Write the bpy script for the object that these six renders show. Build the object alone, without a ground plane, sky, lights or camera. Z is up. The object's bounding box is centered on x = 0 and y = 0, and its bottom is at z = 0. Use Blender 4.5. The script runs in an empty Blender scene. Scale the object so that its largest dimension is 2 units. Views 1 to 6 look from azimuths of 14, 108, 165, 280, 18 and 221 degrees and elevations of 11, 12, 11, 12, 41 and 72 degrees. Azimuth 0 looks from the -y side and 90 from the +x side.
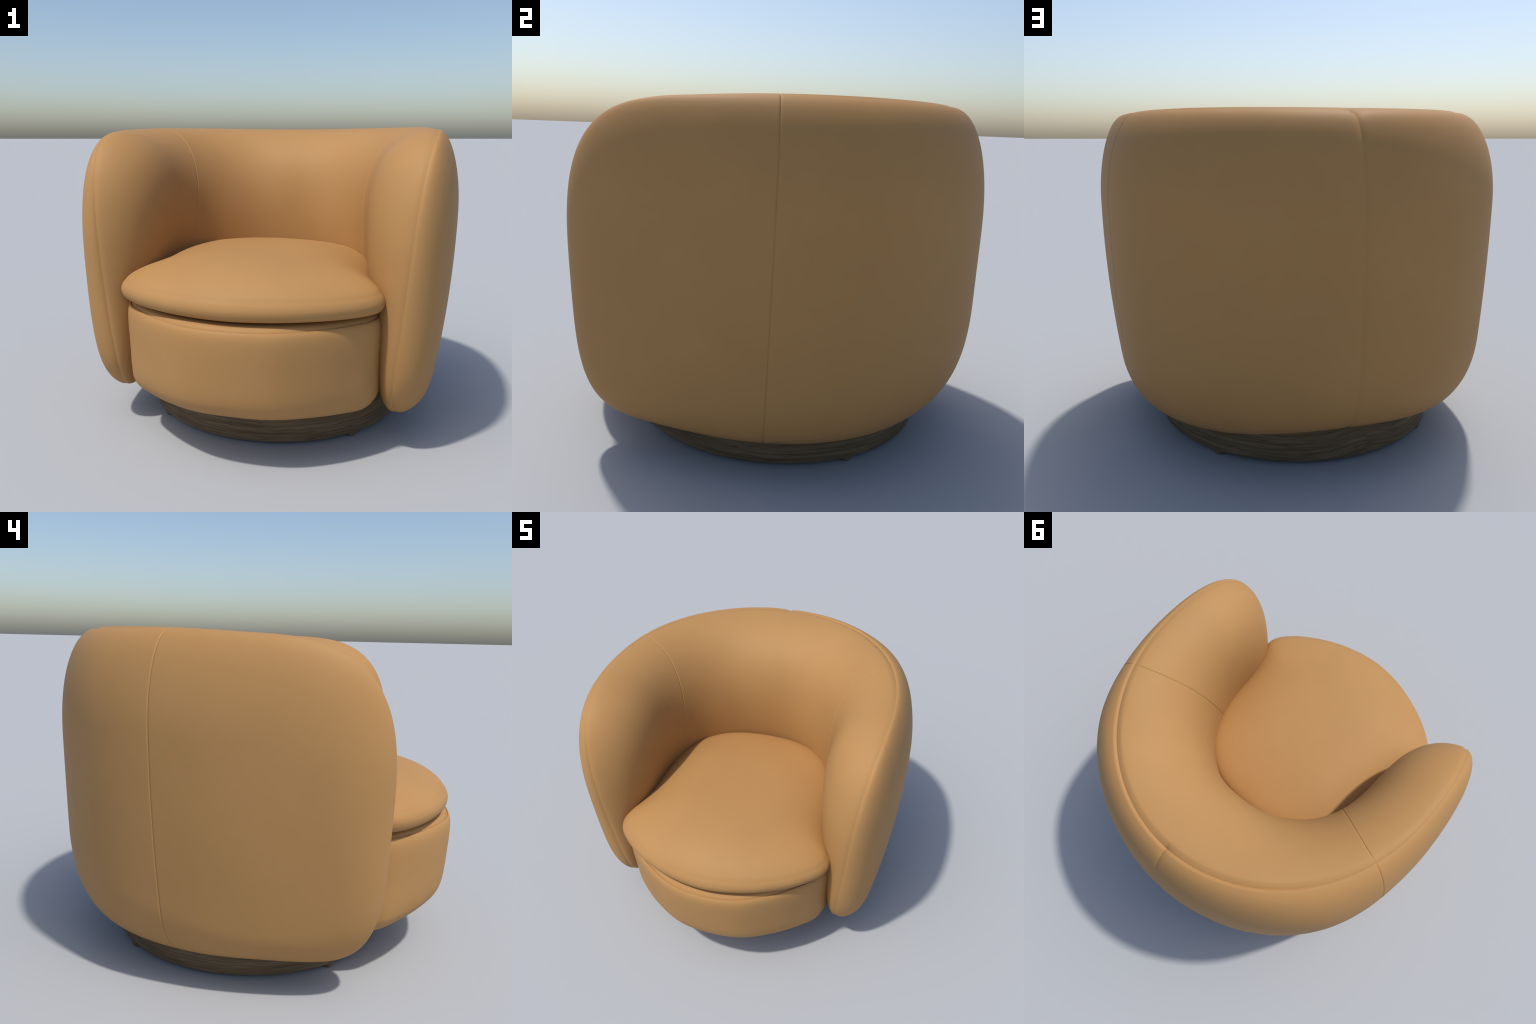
"""Swivel tub armchair: wrap-around padded shell, loose seat cushion, upholstered
drum front and a dark round wooden plinth on four small feet.  Faces -y."""
import bpy, math
import numpy as np
from mathutils import Vector
from mathutils.kdtree import KDTree

# ------------------------------------------------------------------ shell form
# The shell is sewn from an outer and an inner skin that meet along one closed
# seam.  The seam lies on a leaning C-shaped sheet; each skin puffs away from it.
SHELL = dict(
    kap_s=[0.0000, 0.1500, 0.3000, 0.4500, 0.6000, 0.7500, 0.9000, 1.0000],
    kap=[2.5174, 2.4284, 2.3555, 2.1476, 1.8524, 1.1832, 0.9680, 1.2410],
    len=1.9980,
    back_y=0.8354,
    z_top=1.5382,
    z_bot=0.1492,
    zone_top=0.7228,
    zone_front=0.3029,
    n_top=3.0129,
    n_bot=4.5459,
    lean=[0.0216, 0.0440, 0.0784, 0.0911, 0.1223],
    lean2=[0.0020, -0.0142, -0.0411, -0.0429, -0.0257],
    d_out=[0.1758, 0.1754, 0.1743, 0.1203, 0.1027, 0.1403],
    w_out_t=[0.8000, 0.6000, 0.6437, 0.7441],
    w_out_b=[0.7615, 0.4800, 0.2600, 0.3100],
    p_out=2.2991,
    d_in=[0.4920, 0.4700, 0.4255, 0.4003, 0.3477],
    w_in=1.0000,
    w_tip=0.6486,
    d_low=[0.0800, 0.2200, 0.7000],
    p_in=[3.9000, 3.1000, 2.6400, 3.0000],
    q_in=2.0862,
    sag=[0.0611, 0.0099, -0.0050, 0.0080, -0.0307],
    rise=[0.0020, 0.0060, 0.0069, -0.0089, -0.0148],
    s_seam=0.5286,
    seam_k=0.1227,
)

def hermite(xk, yk, x):
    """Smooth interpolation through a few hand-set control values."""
    xk = np.asarray(xk, float); yk = np.asarray(yk, float)
    d = np.diff(yk) / np.diff(xk)
    m = np.empty_like(yk)
    h = np.diff(xk)
    m[1:-1] = (d[:-1] * h[1:] + d[1:] * h[:-1]) / (h[1:] + h[:-1])
    m[0] = 0.0                                # level at the centre line
    m[-1] = d[-1] if len(yk) < 3 else 1.5 * d[-1] - 0.5 * m[-2]
    x = np.clip(np.asarray(x, float), xk[0], xk[-1])
    i = np.clip(np.searchsorted(xk, x) - 1, 0, len(xk) - 2)
    t = (x - xk[i]) / h[i]
    return ((1 + 2 * t) * (1 - t) ** 2 * yk[i] + t * (1 - t) ** 2 * h[i] * m[i]
            + t * t * (3 - 2 * t) * yk[i + 1] + t * t * (t - 1) * h[i] * m[i + 1])

def plan(P, s, z):
    """Sewing surface of the shell: heading angle along the arc, integrated; tapers downwards."""
    N = 800
    q = np.linspace(0, 1, N)
    th = np.cumsum(np.maximum(hermite(P['kap_s'], P['kap'], (q[1:] + q[:-1]) / 2), -2)) / (N - 1)
    th = np.r_[0, th]                      # heading turned from +x
    L = P['len']
    mid = (th[1:] + th[:-1]) / 2
    X = np.r_[0, np.cumsum(np.cos(mid))] * L / (N - 1)
    Y = P['back_y'] - np.r_[0, np.cumsum(np.sin(mid))] * L / (N - 1)
    x = np.interp(s, q, X); y = np.interp(s, q, Y); t = np.interp(s, q, th)
    # leaning: inward shift as z falls from the top, amount varies from back to arm
    w = (P['z_top'] - z) / (P['z_top'] - P['z_bot'])
    k = [0, .3, .55, .8, 1]
    lean = hermite(k, P['lean'], s) * w + 4 * hermite(k, P['lean2'], s) * w * (1 - w)
    nx, ny = np.sin(t), np.cos(t)          # outward
    return x - nx * lean, y - ny * lean, nx, ny

def outline(P, a, b):
    """Square (a 0..1 from back to arm tip, b -1..1 bottom to top) -> (s, z, rho)."""
    zt, zb = P['z_top'], P['z_bot']
    Rt = P['zone_top']; Rb = (zt - zb) - Rt; Rf = P['zone_front']
    zc = zb + Rb
    u = np.maximum(0, (a - (1 - Rf)) / Rf)
    v = np.abs(b)
    n = np.where(b > 0, P['n_top'], P['n_bot'])
    m = np.maximum(u, v)
    k = m / np.maximum((u ** n + v ** n) ** (1 / n), 1e-9)
    k = np.where(m < 1e-9, 1, k)
    s = np.where(u > 0, (1 - Rf) + Rf * u * k, a)
    z = zc + np.where(b > 0, Rt, Rb) * v * k * np.sign(b)
    c = np.clip((zc - z) / Rb, 0, 1) ** 2
    z = z + c * hermite([0, .3, .55, .8, 1], P['sag'], s) + np.clip((z - zc) / Rt, 0, 1) ** 2 * hermite([0, .3, .55, .8, 1], P['rise'], s)
    tip = (u * k) ** 2 / ((u * k) ** 2 + (v * k) ** 2 + 1e-6)
    return s, z, m, tip

def roll(t, w, p, q):
    return np.maximum(1 - (1 - np.clip(t / w, 0, 1)) ** p, 0) ** (1 / q)

def shell_point(P, a, b, side):
    """side +1 outer panel, -1 inner panel."""
    s, z, rho, tip = outline(P, a, b)
    x, y, nx, ny = plan(P, s, z)
    t = 1 - rho
    up = np.clip((b + 1) / 2, 0, 1)
    if side > 0:
        D = hermite([0, .2, .4, .6, .8, 1], P['d_out'], s)
        wt = hermite([0, .4, .7, 1], P['w_out_t'], s)
        wb = hermite([0, .4, .7, 1], P['w_out_b'], s)
        w = wb + (wt - wb) * (0.5 + 0.5 * np.sin(np.clip(b, -1, 1) * np.pi / 2))
        off = D * roll(t, w, P['p_out'], 2.0)
    else:
        D = hermite([0, .3, .57, .8, 1], P['d_in'], s)
        D = D * (1 - hermite([0, .55, 1], P['d_low'], s) * np.clip((P['z_top'] - z) / (P['z_top'] - P['z_bot']), 0, 1))
        off = -D * roll(t, P['w_in'] + (P['w_tip'] - P['w_in']) * tip, hermite([0, .25, .55, .8], P['p_in'], s), P['q_in'])
    return np.stack([x + nx * off, y + ny * off, z], -1)


# ------------------------------------------------------------------- utilities
def new_object(name, verts, faces, mat, parent, smooth=True):
    me = bpy.data.meshes.new(name)
    me.from_pydata([tuple(v) for v in verts], [], faces)
    me.materials.append(mat)
    if smooth:
        me.polygons.foreach_set('use_smooth', [True] * len(me.polygons))
    me.update()
    ob = bpy.data.objects.new(name, me)
    bpy.context.scene.collection.objects.link(ob)
    ob.parent = parent
    return ob

def grid_faces(nu, nv, flip=False):
    f = []
    for i in range(nu - 1):
        for j in range(nv - 1):
            q = (i * nv + j, (i + 1) * nv + j, (i + 1) * nv + j + 1, i * nv + j + 1)
            f.append(q[::-1] if flip else q)
    return f

def graded(lo, hi, n, d_lo=0.0, d_hi=0.0):
    """n samples from lo to hi, packed towards either end (0 = even, 1 = strongly)."""
    t = np.linspace(0, 1, n)
    def pack(t, k):
        return t if k <= 0 else (1 - k) * t + k * t ** 3
    a = pack(t, d_lo); b = 1 - pack(1 - t, d_hi)
    w = t * t * (3 - 2 * t)
    return lo + (hi - lo) * (a * (1 - w) + b * w)

def tree_of(points):
    kd = KDTree(len(points))
    for i, p in enumerate(points):
        kd.insert(Vector(p), i)
    kd.balance()
    return kd

def nearest(kd, pts, reach):
    d = np.full(len(pts), 9.0); idx = np.zeros(len(pts), int)
    for i, p in enumerate(pts):
        _, k, dist = kd.find(Vector(p))
        d[i] = dist; idx[i] = k
    return d, idx

# ------------------------------------------------------------------- materials
def nodes_of(name):
    m = bpy.data.materials.new(name); m.use_nodes = True
    nt = m.node_tree
    return m, nt, nt.nodes['Principled BSDF']

def upholstery_material():
    m, nt, bs = nodes_of('tan_upholstery')
    N, L = nt.nodes, nt.links
    tc = N.new('ShaderNodeTexCoord')
    n1 = N.new('ShaderNodeTexNoise'); n1.inputs['Scale'].default_value = 3.0; n1.inputs['Detail'].default_value = 3
    n2 = N.new('ShaderNodeTexNoise'); n2.inputs['Scale'].default_value = 260.0; n2.inputs['Detail'].default_value = 2
    L.new(tc.outputs['Object'], n1.inputs['Vector']); L.new(tc.outputs['Object'], n2.inputs['Vector'])
    r = N.new('ShaderNodeValToRGB')
    r.color_ramp.elements[0].position = 0.3; r.color_ramp.elements[0].color = (*TAN_A, 1)
    r.color_ramp.elements[1].position = 0.7; r.color_ramp.elements[1].color = (*TAN_B, 1)
    L.new(n1.outputs['Fac'], r.inputs['Fac'])
    L.new(r.outputs['Color'], bs.inputs['Base Color'])
    bp = N.new('ShaderNodeBump'); bp.inputs['Strength'].default_value = 0.04; bp.inputs['Distance'].default_value = 0.002
    L.new(n2.outputs['Fac'], bp.inputs['Height']); L.new(bp.outputs['Normal'], bs.inputs['Normal'])
    bs.inputs['Roughness'].default_value = 0.62
    bs.inputs['Specular IOR Level'].default_value = 0.2
    return m

def wood_material():
    """Dark stained veneer wrapped round the plinth: grain runs along the rim."""
    m, nt, bs = nodes_of('dark_wood')
    N, L = nt.nodes, nt.links
    tc = N.new('ShaderNodeTexCoord')
    # turn so that the veneer joint lands a little to the left of the back
    rot = N.new('ShaderNodeVectorRotate'); rot.rotation_type = 'Z_AXIS'
    rot.inputs['Center'].default_value = (0, BASE_Y, 0); rot.inputs['Angle'].default_value = -0.203
    L.new(tc.outputs['Object'], rot.inputs['Vector'])
    sep = N.new('ShaderNodeSeparateXYZ'); L.new(rot.outputs[0], sep.inputs[0])
    at = N.new('ShaderNodeMath'); at.operation = 'ARCTAN2'
    L.new(sep.outputs['X'], at.inputs[0])
    yy = N.new('ShaderNodeMath'); yy.operation = 'SUBTRACT'; yy.inputs[1].default_value = BASE_Y
    L.new(sep.outputs['Y'], yy.inputs[0]); 
    ny = N.new('ShaderNodeMath'); ny.operation = 'MULTIPLY'; ny.inputs[1].default_value = -1.0
    L.new(yy.outputs[0], ny.inputs[0]); L.new(ny.outputs[0], at.inputs[1])
    # slow drift of the grain up and down along the rim
    cv = N.new('ShaderNodeCombineXYZ'); L.new(at.outputs[0], cv.inputs['X'])
    dr = N.new('ShaderNodeTexNoise'); dr.inputs['Scale'].default_value = 2.2; dr.inputs['Detail'].default_value = 2
    L.new(cv.outputs[0], dr.inputs['Vector'])
    dz = N.new('ShaderNodeMath'); dz.operation = 'MULTIPLY_ADD'; dz.inputs[1].default_value = 0.022
    L.new(dr.outputs['Fac'], dz.inputs[0])
    ab = N.new('ShaderNodeMath'); ab.operation = 'ABSOLUTE'; L.new(at.outputs[0], ab.inputs[0])
    jn = N.new('ShaderNodeMapRange'); jn.interpolation_type = 'SMOOTHERSTEP'      # grain sweeps up into the joint
    jn.inputs['From Min'].default_value = math.pi - 0.35; jn.inputs['From Max'].default_value = math.pi + 0.02
    jn.inputs['To Min'].default_value = 0.0; jn.inputs['To Max'].default_value = 0.035
    L.new(ab.outputs[0], jn.inputs['Value'])
    zz = N.new('ShaderNodeMath'); zz.operation = 'SUBTRACT'
    L.new(sep.outputs['Z'], zz.inputs[0]); L.new(jn.outputs[0], zz.inputs[1]); L.new(zz.outputs[0], dz.inputs[2])
    def streak(su, sz, detail, dist):
        a = N.new('ShaderNodeMath'); a.operation = 'MULTIPLY'; a.inputs[1].default_value = su
        b = N.new('ShaderNodeMath'); b.operation = 'MULTIPLY'; b.inputs[1].default_value = sz
        L.new(at.outputs[0], a.inputs[0]); L.new(dz.outputs[0], b.inputs[0])
        c = N.new('ShaderNodeCombineXYZ'); L.new(a.outputs[0], c.inputs['X']); L.new(b.outputs[0], c.inputs['Y'])
        n = N.new('ShaderNodeTexNoise'); n.inputs['Scale'].default_value = 1; n.inputs['Detail'].default_value = detail
        n.inputs['Distortion'].default_value = dist
        L.new(c.outputs[0], n.inputs['Vector']); return n
    s1 = streak(1.6, 75, 3, 0.25); s2 = streak(5, 330, 4, 0.15); s3 = streak(6, 190, 5, 0.3)
    r1 = N.new('ShaderNodeValToRGB'); e = r1.color_ramp.elements
    e[0].position = 0.32; e[0].color = (*WOOD_DARK, 1); e[1].position = 0.68; e[1].color = (*WOOD_LIGHT, 1)
    mid = e.new(0.5); mid.color = (*WOOD_MID, 1)
    L.new(s1.outputs['Fac'], r1.inputs['Fac'])
    r2 = N.new('ShaderNodeValToRGB'); e = r2.color_ramp.elements
    e[0].position = 0.35; e[0].color = (0.80, 0.80, 0.80, 1); e[1].position = 0.65; e[1].color = (1.12, 1.12, 1.12, 1)
    L.new(s2.outputs['Fac'], r2.inputs['Fac'])
    mx = N.new('ShaderNodeMix'); mx.data_type = 'RGBA'; mx.blend_type = 'MULTIPLY'; mx.inputs['Factor'].default_value = 1
    L.new(r1.outputs['Color'], mx.inputs[6]); L.new(r2.outputs['Color'], mx.inputs[7])
    r3 = N.new('ShaderNodeValToRGB'); e = r3.color_ramp.elements     # short dark pores
    e[0].position = 0.32; e[0].color = (0.55, 0.55, 0.57, 1); e[1].position = 0.42; e[1].color = (1, 1, 1, 1)
    L.new(s3.outputs['Fac'], r3.inputs['Fac'])
    mx2 = N.new('ShaderNodeMix'); mx2.data_type = 'RGBA'; mx2.blend_type = 'MULTIPLY'; mx2.inputs['Factor'].default_value = 1
    L.new(mx.outputs[2], mx2.inputs[6]); L.new(r3.outputs['Color'], mx2.inputs[7])
    L.new(mx2.outputs[2], bs.inputs['Base Color'])
    bp = N.new('ShaderNodeBump'); bp.inputs['Strength'].default_value = 0.25; bp.inputs['Distance'].default_value = 0.002
    L.new(s2.outputs['Fac'], bp.inputs['Height']); L.new(bp.outputs['Normal'], bs.inputs['Normal'])
    bs.inputs['Roughness'].default_value = 0.7; bs.inputs['Specular IOR Level'].default_value = 0.2
    return m

def foot_material():
    m, nt, bs = nodes_of('dark_foot_wood')
    N, L = nt.nodes, nt.links
    tc = N.new('ShaderNodeTexCoord')
    n = N.new('ShaderNodeTexNoise'); n.inputs['Scale'].default_value = 40
    L.new(tc.outputs['Object'], n.inputs['Vector'])
    r = N.new('ShaderNodeValToRGB')
    r.color_ramp.elements[0].color = (*WOOD_DARK, 1); r.color_ramp.elements[1].color = (*WOOD_MID, 1)
    L.new(n.outputs['Fac'], r.inputs['Fac']); L.new(r.outputs['Color'], bs.inputs['Base Color'])
    bs.inputs['Roughness'].default_value = 0.6
    return m

TAN_A = (0.398, 0.214, 0.076)
TAN_B = (0.418, 0.226, 0.081)
WOOD_DARK = (0.106, 0.070, 0.036)
WOOD_MID = (0.143, 0.097, 0.053)
WOOD_LIGHT = (0.186, 0.134, 0.080)
BASE_Y = 0.042

# ---------------------------------------------------------------------- build
tan = upholstery_material()
wood = wood_material()
foot_mat = foot_material()

chair = bpy.data.objects.new('armchair', None)
bpy.context.scene.collection.objects.link(chair)
chair['label'] = 'rounded tan upholstered swivel tub armchair on dark wood plinth'
chair['category'] = 'armchair'

def empty(name):
    e = bpy.data.objects.new(name, None)
    bpy.context.scene.collection.objects.link(e); e.parent = chair
    return e

# ---- shell -------------------------------------------------------------------
shell = empty('shell')
SEAM_A = SHELL['s_seam']
A_BACK = graded(0, SEAM_A, 130, 0.9, 0.92)
A_ARM = np.r_[graded(SEAM_A, 0.80, 70, 0.92, 0.0), 0.80 + 0.20 * np.sin(np.linspace(0, np.pi / 2, 60))[1:]]
B_ROWS = np.r_[-graded(0, 1, 75, 0.0, 0.96)[::-1], graded(0, 1, 75, 0.0, 0.96)[1:]]

def seam_warp(a, b, side):
    """The side seam drifts forward as it runs down, most of all on the inner skin."""
    hat = np.where(a < SEAM_A, (a / SEAM_A) ** 2, np.clip((1 - a) / (1 - SEAM_A), 0, 1) ** 1.0)
    if side > 0:
        return a + 0.009 * np.clip((1 - b) / 2, 0, 1) * hat
    lower = np.where(b > 0, 1 - np.abs(b), 1)
    return a + SHELL['seam_k'] * lower * hat

def skin(a, b, side):
    A, B = np.meshgrid(a, b, indexing='ij')
    return A, B, shell_point(SHELL, seam_warp(A, B, side), B, side)

# perimeter seam, with the direction that points out of the padding there
ta = np.concatenate([np.linspace(0, .8, 700), .8 + .2 * np.sin(np.linspace(0, np.pi / 2, 400))])
rim_a = np.concatenate([ta, np.ones(900), ta[::-1]])
rim_b = np.concatenate([np.ones(len(ta)), np.cos(np.linspace(0, np.pi, 900)), -np.ones(len(ta))])
def sheet(a, b):
    s, z, _, _ = outline(SHELL, a, b)
    x, y, _, _ = plan(SHELL, s, z)
    return np.stack([x, y, z], -1)
rim = sheet(rim_a, rim_b)
inn = sheet(np.where(rim_a > .999, .99, rim_a * 0.99), rim_b * 0.985)
tan_dir = np.gradient(rim, axis=0); tan_dir /= np.linalg.norm(tan_dir, axis=1)[:, None] + 1e-9
out_dir = rim - inn
out_dir -= tan_dir * (out_dir * tan_dir).sum(1)[:, None]
out_dir /= np.linalg.norm(out_dir, axis=1)[:, None]
rim_tree = tree_of(rim)

def seam_line(side, a0):
    b = np.sin(np.linspace(-np.pi / 2, np.pi / 2, 900)); a = np.full_like(b, a0)
    return shell_point(SHELL, seam_warp(a, b, side), b, side)

def surface_normals(V):
    du = np.gradient(V, axis=0); dv = np.gradient(V, axis=1)
    n = np.cross(du, dv); n /= np.linalg.norm(n, axis=-1)[..., None] + 1e-12
    return n

def panel(name, a, side, seams, mirror=False, both=False):
    """One sewn panel; seams = [(tree, depth, width)] pull the padding in along stitch lines."""
    A, B, V = skin(a, B_ROWS, side)
    nu, nv = A.shape
    nrm = surface_normals(V) * (1 if side < 0 else 1)
    flat = V.reshape(-1, 3).copy(); nf = nrm.reshape(-1, 3)
    # make normals point away from the padding
    sx, sy, snx, sny = plan(SHELL, outline(SHELL, A, B)[0], V[..., 2])
    ref = np.stack([snx, sny, np.zeros_like(snx)], -1).reshape(-1, 3) * side
    sign = np.sign((nf * ref).sum(1).reshape(nu, nv)[nu // 2, nv // 2])
    nf = nf * sign
    d, idx = nearest(rim_tree, flat, 0.2)
    e = out_dir[idx]
    w = 0.0065 if side > 0 else 0.0075
    af = A.reshape(-1)
    arm = np.clip((af - 0.35) / 0.35, 0, 1)          # 0 round the back, 1 along the arms
    w = w + 0.004 * arm
    disp = e * (-(RIM_DEPTH - 0.0045 * arm) * np.exp(-(d / w) ** 1.5))[:, None]
    if side > 0:      # the outer skin stands proud just beside the seam
        disp += e * (0.0012 * (1 - arm) * np.exp(-((d - 0.017) / 0.011) ** 2))[:, None]
    else:             # the inner skin crowns a little above the seam
        crown = 0.013 - 0.009 * arm
        disp += e * (crown * (1 - np.exp(-d / 0.016)) * np.exp(-d / 0.22))[:, None]
    # gather where the centre back seam meets the rim: a shallow notch in both skins
    notch = 0.015 * np.exp(-(np.abs(flat[:, 0]) / 0.032)) * np.exp(-d / (0.10 if side > 0 else 0.012))
    disp -= e * (notch * (flat[:, 1] > 0) * (flat[:, 2] > 0.9))[:, None]
    for tree, depth, width in seams:
        ds, _ = nearest(tree, flat, 0.2)
        fade = 1 - np.exp(-(d / 0.02) ** 2)
        disp -= nf * ((depth * np.exp(-(ds / width) ** 1.3)) * fade)[:, None]
    flat += disp
    flip = (sign < 0)
    F = grid_faces(nu, nv, flip)
    obs = []
    if both:           # centre panel spans both halves
        M = flat.reshape(nu, nv, 3)
        W = np.concatenate([(M * [-1, 1, 1])[:0:-1], M], 0)
        obs.append(new_object(name, W.reshape(-1, 3), grid_faces(2 * nu - 1, nv, flip), tan, shell))
    else:
        obs.append(new_object(name, flat, F, tan, shell))
        obs.append(new_object(name, flat * [-1, 1, 1], [q[::-1] for q in F], tan, shell))
    return obs

RIM_DEPTH = 0.0075
side_out = tree_of(seam_line(1, SEAM_A)); side_in = tree_of(seam_line(-1, SEAM_A))
centre_out = tree_of(seam_line(1, 0.0))
panel('outer_back_panel', A_BACK, 1, [(side_out, 0.0034, 0.0028), (centre_out, 0.004, 0.012)])
panel('outer_arm_panel', A_ARM, 1, [(side_out, 0.0034, 0.0028)])
panel('backrest_panel', A_BACK, -1, [(side_in, 0.0034, 0.0024)], both=True)
panel('inner_arm_panel', A_ARM, -1, [(side_in, 0.0034, 0.0024)])

# ---- plan outlines for seat and drum ---------------------------------------------
def closed_curve(pts, n):
    """Smooth closed outline, mirrored about x = 0, through half-plan control points (front to back)."""
    P = np.array(pts, float)
    full = np.concatenate([P, (P * [-1, 1])[-2:0:-1]], 0)
    m = len(full); out = []
    chord = np.linalg.norm(np.roll(full, -1, 0) - full, axis=1) ** 0.5
    for i in range(m):
        p0, p1, p2, p3 = full[i - 1], full[i], full[(i + 1) % m], full[(i + 2) % m]
        t0, t1, t2 = chord[i - 1], chord[i], chord[(i + 1) % m]
        m1 = t1 * ((p1 - p0) / t0 - (p2 - p0) / (t0 + t1) + (p2 - p1) / t1)
        m2 = t1 * ((p2 - p1) / t1 - (p3 - p1) / (t1 + t2) + (p3 - p2) / t2)
        k = np.linspace(0, 1, 60, endpoint=False)[:, None]
        out.append((2 * k**3 - 3 * k**2 + 1) * p1 + (k**3 - 2 * k**2 + k) * m1 + (-2 * k**3 + 3 * k**2) * p2 + (k**3 - k**2) * m2)
    c = np.concatenate(out, 0)
    s = np.r_[0, np.cumsum(np.linalg.norm(np.diff(np.r_[c, c[:1]], axis=0), axis=1))]
    q = np.linspace(0, s[-1], n, endpoint=False); cc = np.r_[c, c[:1]]
    return np.stack([np.interp(q, s, cc[:, i]) for i in (0, 1)], -1)

def loft_rings(name, rings, mat, parent, caps=True):
    n = len(rings[0]); V = np.concatenate(rings, 0)
    F = []
    for r in range(len(rings) - 1):
        for i in range(n):
            j = (i + 1) % n
            F.append((r * n + i, r * n + j, (r + 1) * n + j, (r + 1) * n + i))
    V = V.tolist()
    if caps:
        for r, fl in ((0, True), (len(rings) - 1, False)):
            V.append(np.mean(rings[r], 0).tolist()); c = len(V) - 1
            for i in range(n):
                j = (i + 1) % n
                F.append((r * n + j, r * n + i, c) if fl else (r * n + i, r * n + j, c))
    return new_object(name, V, F, mat, parent)

# ---- seat cushion ----------------------------------------------------------------
SEAT_PLAN = [(0, -0.978), (0.22, -0.945), (0.42, -0.863), (0.555, -0.772), (0.628, -0.692), (0.648, -0.625),
             (0.615, -0.50), (0.585, -0.36), (0.575, -0.18), (0.535, 0.00), (0.44, 0.18), (0.28, 0.30), (0, 0.345)]
def seat_cushion():
    n = 360
    c = closed_curve(SEAT_PLAN, n)
    ctr = np.array([0.0, -0.36])
    d = ctr - c; L = np.linalg.norm(d, axis=1); u = d / L[:, None]
    back = np.clip((c[:, 1] + 0.42) / 0.6, 0, 1)
    ang = np.arctan2(c[:, 1] - ctr[1], c[:, 0] - ctr[0])
    rad = 1 / np.sqrt((np.cos(ang) / 0.585) ** 2 + (np.sin(ang) / 0.64) ** 2)
    oval = np.stack([rad * np.cos(ang), rad * np.sin(ang)], -1)
    rings = []
    z_bot, z_side = 0.712, 0.758
    rings.append(np.c_[c + u * 0.25, np.full(n, 0.69)])
    rings.append(np.c_[c + u * 0.07, np.full(n, z_bot - 0.004)])
    for k in np.linspace(-math.pi / 2, 0, 9)[:-1]:       # lower half of the rolled edge
        rings.append(np.c_[c + u * (0.034 * (1 - math.cos(k))), np.full(n, z_side + (z_side - z_bot) * math.sin(k))])
    # upper roll, faint welt crease, then the crown
    for t in np.r_[0.0, np.linspace(0.01, 1, 70) ** 2 * 0.985]:
        dist = t * L
        q = dist / 0.65
        f = 1 - np.clip(1 - t, 0, 1) ** 2.7
        rise = f ** 0.56
        top = SEAT_TOP
        lift = 0.066 * back * (1 - math.exp(-t * 40))
        z = z_side + lift + (top - z_side - lift) * rise
        z = z - 0.0025 * np.exp(-((dist - 0.020) / 0.008) ** 2)
        w = min(1, max(0, t - 0.02) / 0.4); w = w * w * (3 - 2 * w)   # contours round off towards the crown
        p = ctr + (1 - t) * ((1 - w) * (c - ctr) + w * oval)
        rings.append(np.c_[p, z])
    return loft_rings('seat_cushion', rings, tan, chair)
SEAT_TOP = 0.945
seat_cushion()

# ---- upholstered drum under the seat ------------------------------------------------
DRUM_PLAN = [(0, -1.0), (0.20, -0.972), (0.38, -0.880), (0.515, -0.774), (0.602, -0.680), (0.640, -0.575),
             (0.650, -0.42), (0.65, -0.2), (0.65, 0.1), (0.60, 0.4), (0.40, 0.62), (0, 0.70)]
DRUM_PROFILE = [  # inset, height
    (0.45, 0.214), (0.32, 0.217), (0.22, 0.223), (0.16, 0.232), (0.115, 0.244), (0.080, 0.260), (0.050, 0.283), (0.028, 0.316), (0.016, 0.358),
    (0.010, 0.41), (0.006, 0.47), (0.002, 0.54), (0.000, 0.600), (0.001, 0.635), (0.0045, 0.655), (0.010, 0.668), (0.016, 0.6755)]
DRUM_TOP = [(0.016, 0.6755), (0.0195, 0.6705), (0.0225, 0.6745), (0.027, 0.682), (0.036, 0.690), (0.055, 0.697), (0.10, 0.701), (0.2, 0.702), (0.35, 0.702)]
def smooth_profile(prof, n):
    prof = np.array(prof)
    t = np.r_[0, np.cumsum(np.linalg.norm(np.diff(prof, axis=0), axis=1) ** 0.5)]
    q = np.linspace(0, t[-1], n)
    return np.stack([spline(t, prof[:, k], q) for k in (0, 1)], -1)
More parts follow.
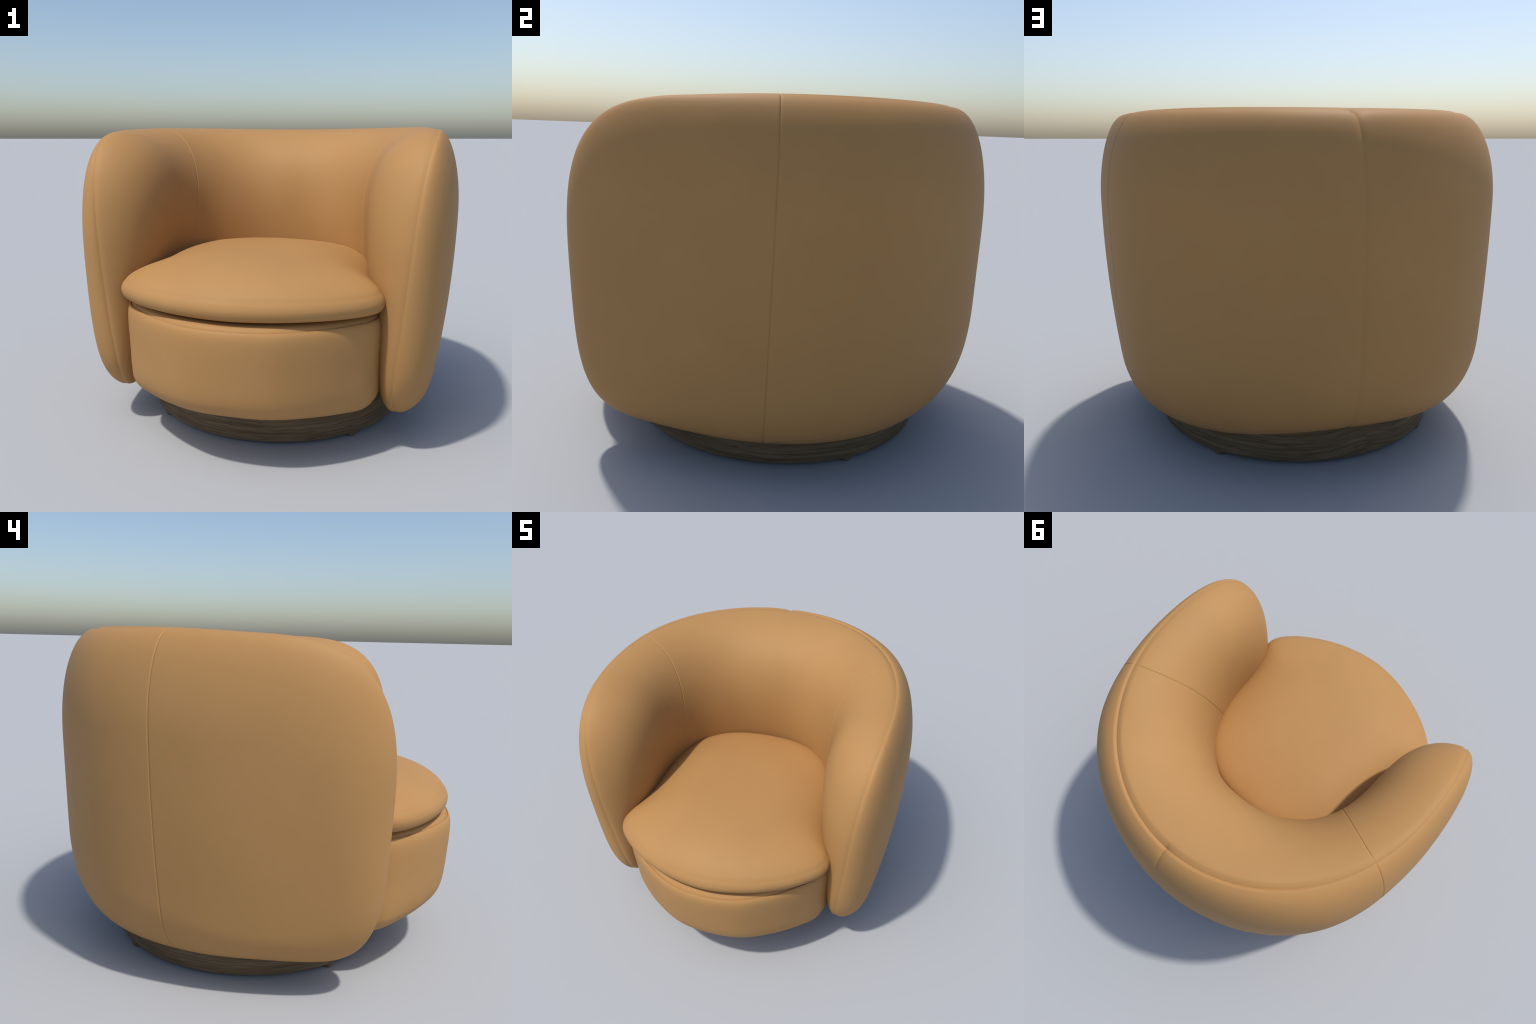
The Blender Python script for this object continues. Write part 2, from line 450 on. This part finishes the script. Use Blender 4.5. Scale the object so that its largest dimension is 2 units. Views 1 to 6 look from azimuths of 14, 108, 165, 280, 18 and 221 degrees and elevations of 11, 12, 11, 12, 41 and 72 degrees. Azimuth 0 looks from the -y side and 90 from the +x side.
def spline(xk, yk, x):
    """Natural cubic spline."""
    n = len(xk); h = np.diff(xk); A = np.eye(n); r = np.zeros(n)
    for i in range(1, n - 1):
        A[i, i - 1:i + 2] = h[i - 1], 2 * (h[i - 1] + h[i]), h[i]
        r[i] = 3 * ((yk[i + 1] - yk[i]) / h[i] - (yk[i] - yk[i - 1]) / h[i - 1])
    c = np.linalg.solve(A, r); b = np.diff(yk) / h - h * (2 * c[:-1] + c[1:]) / 3; d = np.diff(c) / (3 * h)
    i = np.clip(np.searchsorted(xk, x) - 1, 0, n - 2); u = x - xk[i]
    return yk[i] + b[i] * u + c[i] * u ** 2 + d[i] * u ** 3
def drum():
    n = 360
    c = closed_curve(DRUM_PLAN, n)
    ctr = np.array([0.0, -0.15])
    prof = np.concatenate([smooth_profile(DRUM_PROFILE, 110), smooth_profile(DRUM_TOP, 40)[1:]], 0)
    d = ctr - c; d = d / np.linalg.norm(d, axis=1)[:, None]
    side = np.clip(np.abs(c[:, 0]) / 0.6, 0, 1) ** 1.5
    rings = []
    for i, z in prof:
        k = 1 - 0.60 * side * np.clip((0.5 - z) / 0.2, 0, 1)     # tighter lower roll towards the arms
        rings.append(np.c_[c + d * (i * k)[:, None], np.full(n, z)])
    return loft_rings('seat_drum', rings, tan, chair)
drum()

# ---- wooden plinth and feet ---------------------------------------------------------
def turned(name, prof, centre, n, mat, parent):
    ang = np.linspace(0, 2 * np.pi, n, endpoint=False)
    rings = [np.c_[centre[0] + r * np.sin(ang), centre[1] - r * np.cos(ang), np.full(n, z)] for r, z in prof]
    ob = loft_rings(name, rings, mat, parent)
    return ob
BASE_R = 0.708
base = turned('wooden_plinth', [(0.05, 0.019), (0.60, 0.019), (0.702, 0.019), (0.7065, 0.0205), (BASE_R, 0.025),
                                (BASE_R, 0.09), (BASE_R, 0.225), (BASE_R - 0.004, 0.232), (0.6, 0.234), (0.05, 0.234)], (0, BASE_Y), 256, wood, chair)
proto = None
for fx, fy in ((0.492, -0.432), (-0.492, -0.432), (0.492, 0.516), (-0.492, 0.516)):
    if proto is None:
        proto = turned('foot', [(0.004, 0.0), (0.020, 0.0), (0.0245, 0.003), (0.026, 0.007), (0.026, 0.027), (0.004, 0.027)], (0, 0), 32, foot_mat, chair)
        ob = proto
    else:
        ob = proto.copy(); bpy.context.scene.collection.objects.link(ob)
    ob.location = (fx, fy, 0)

# shade smooth, keeping real edges crisp
for ob in bpy.data.objects:
    if ob.type == 'MESH' and ob.name.startswith(('wooden_plinth', 'foot')):
        ob.data.set_sharp_from_angle(angle=math.radians(40))
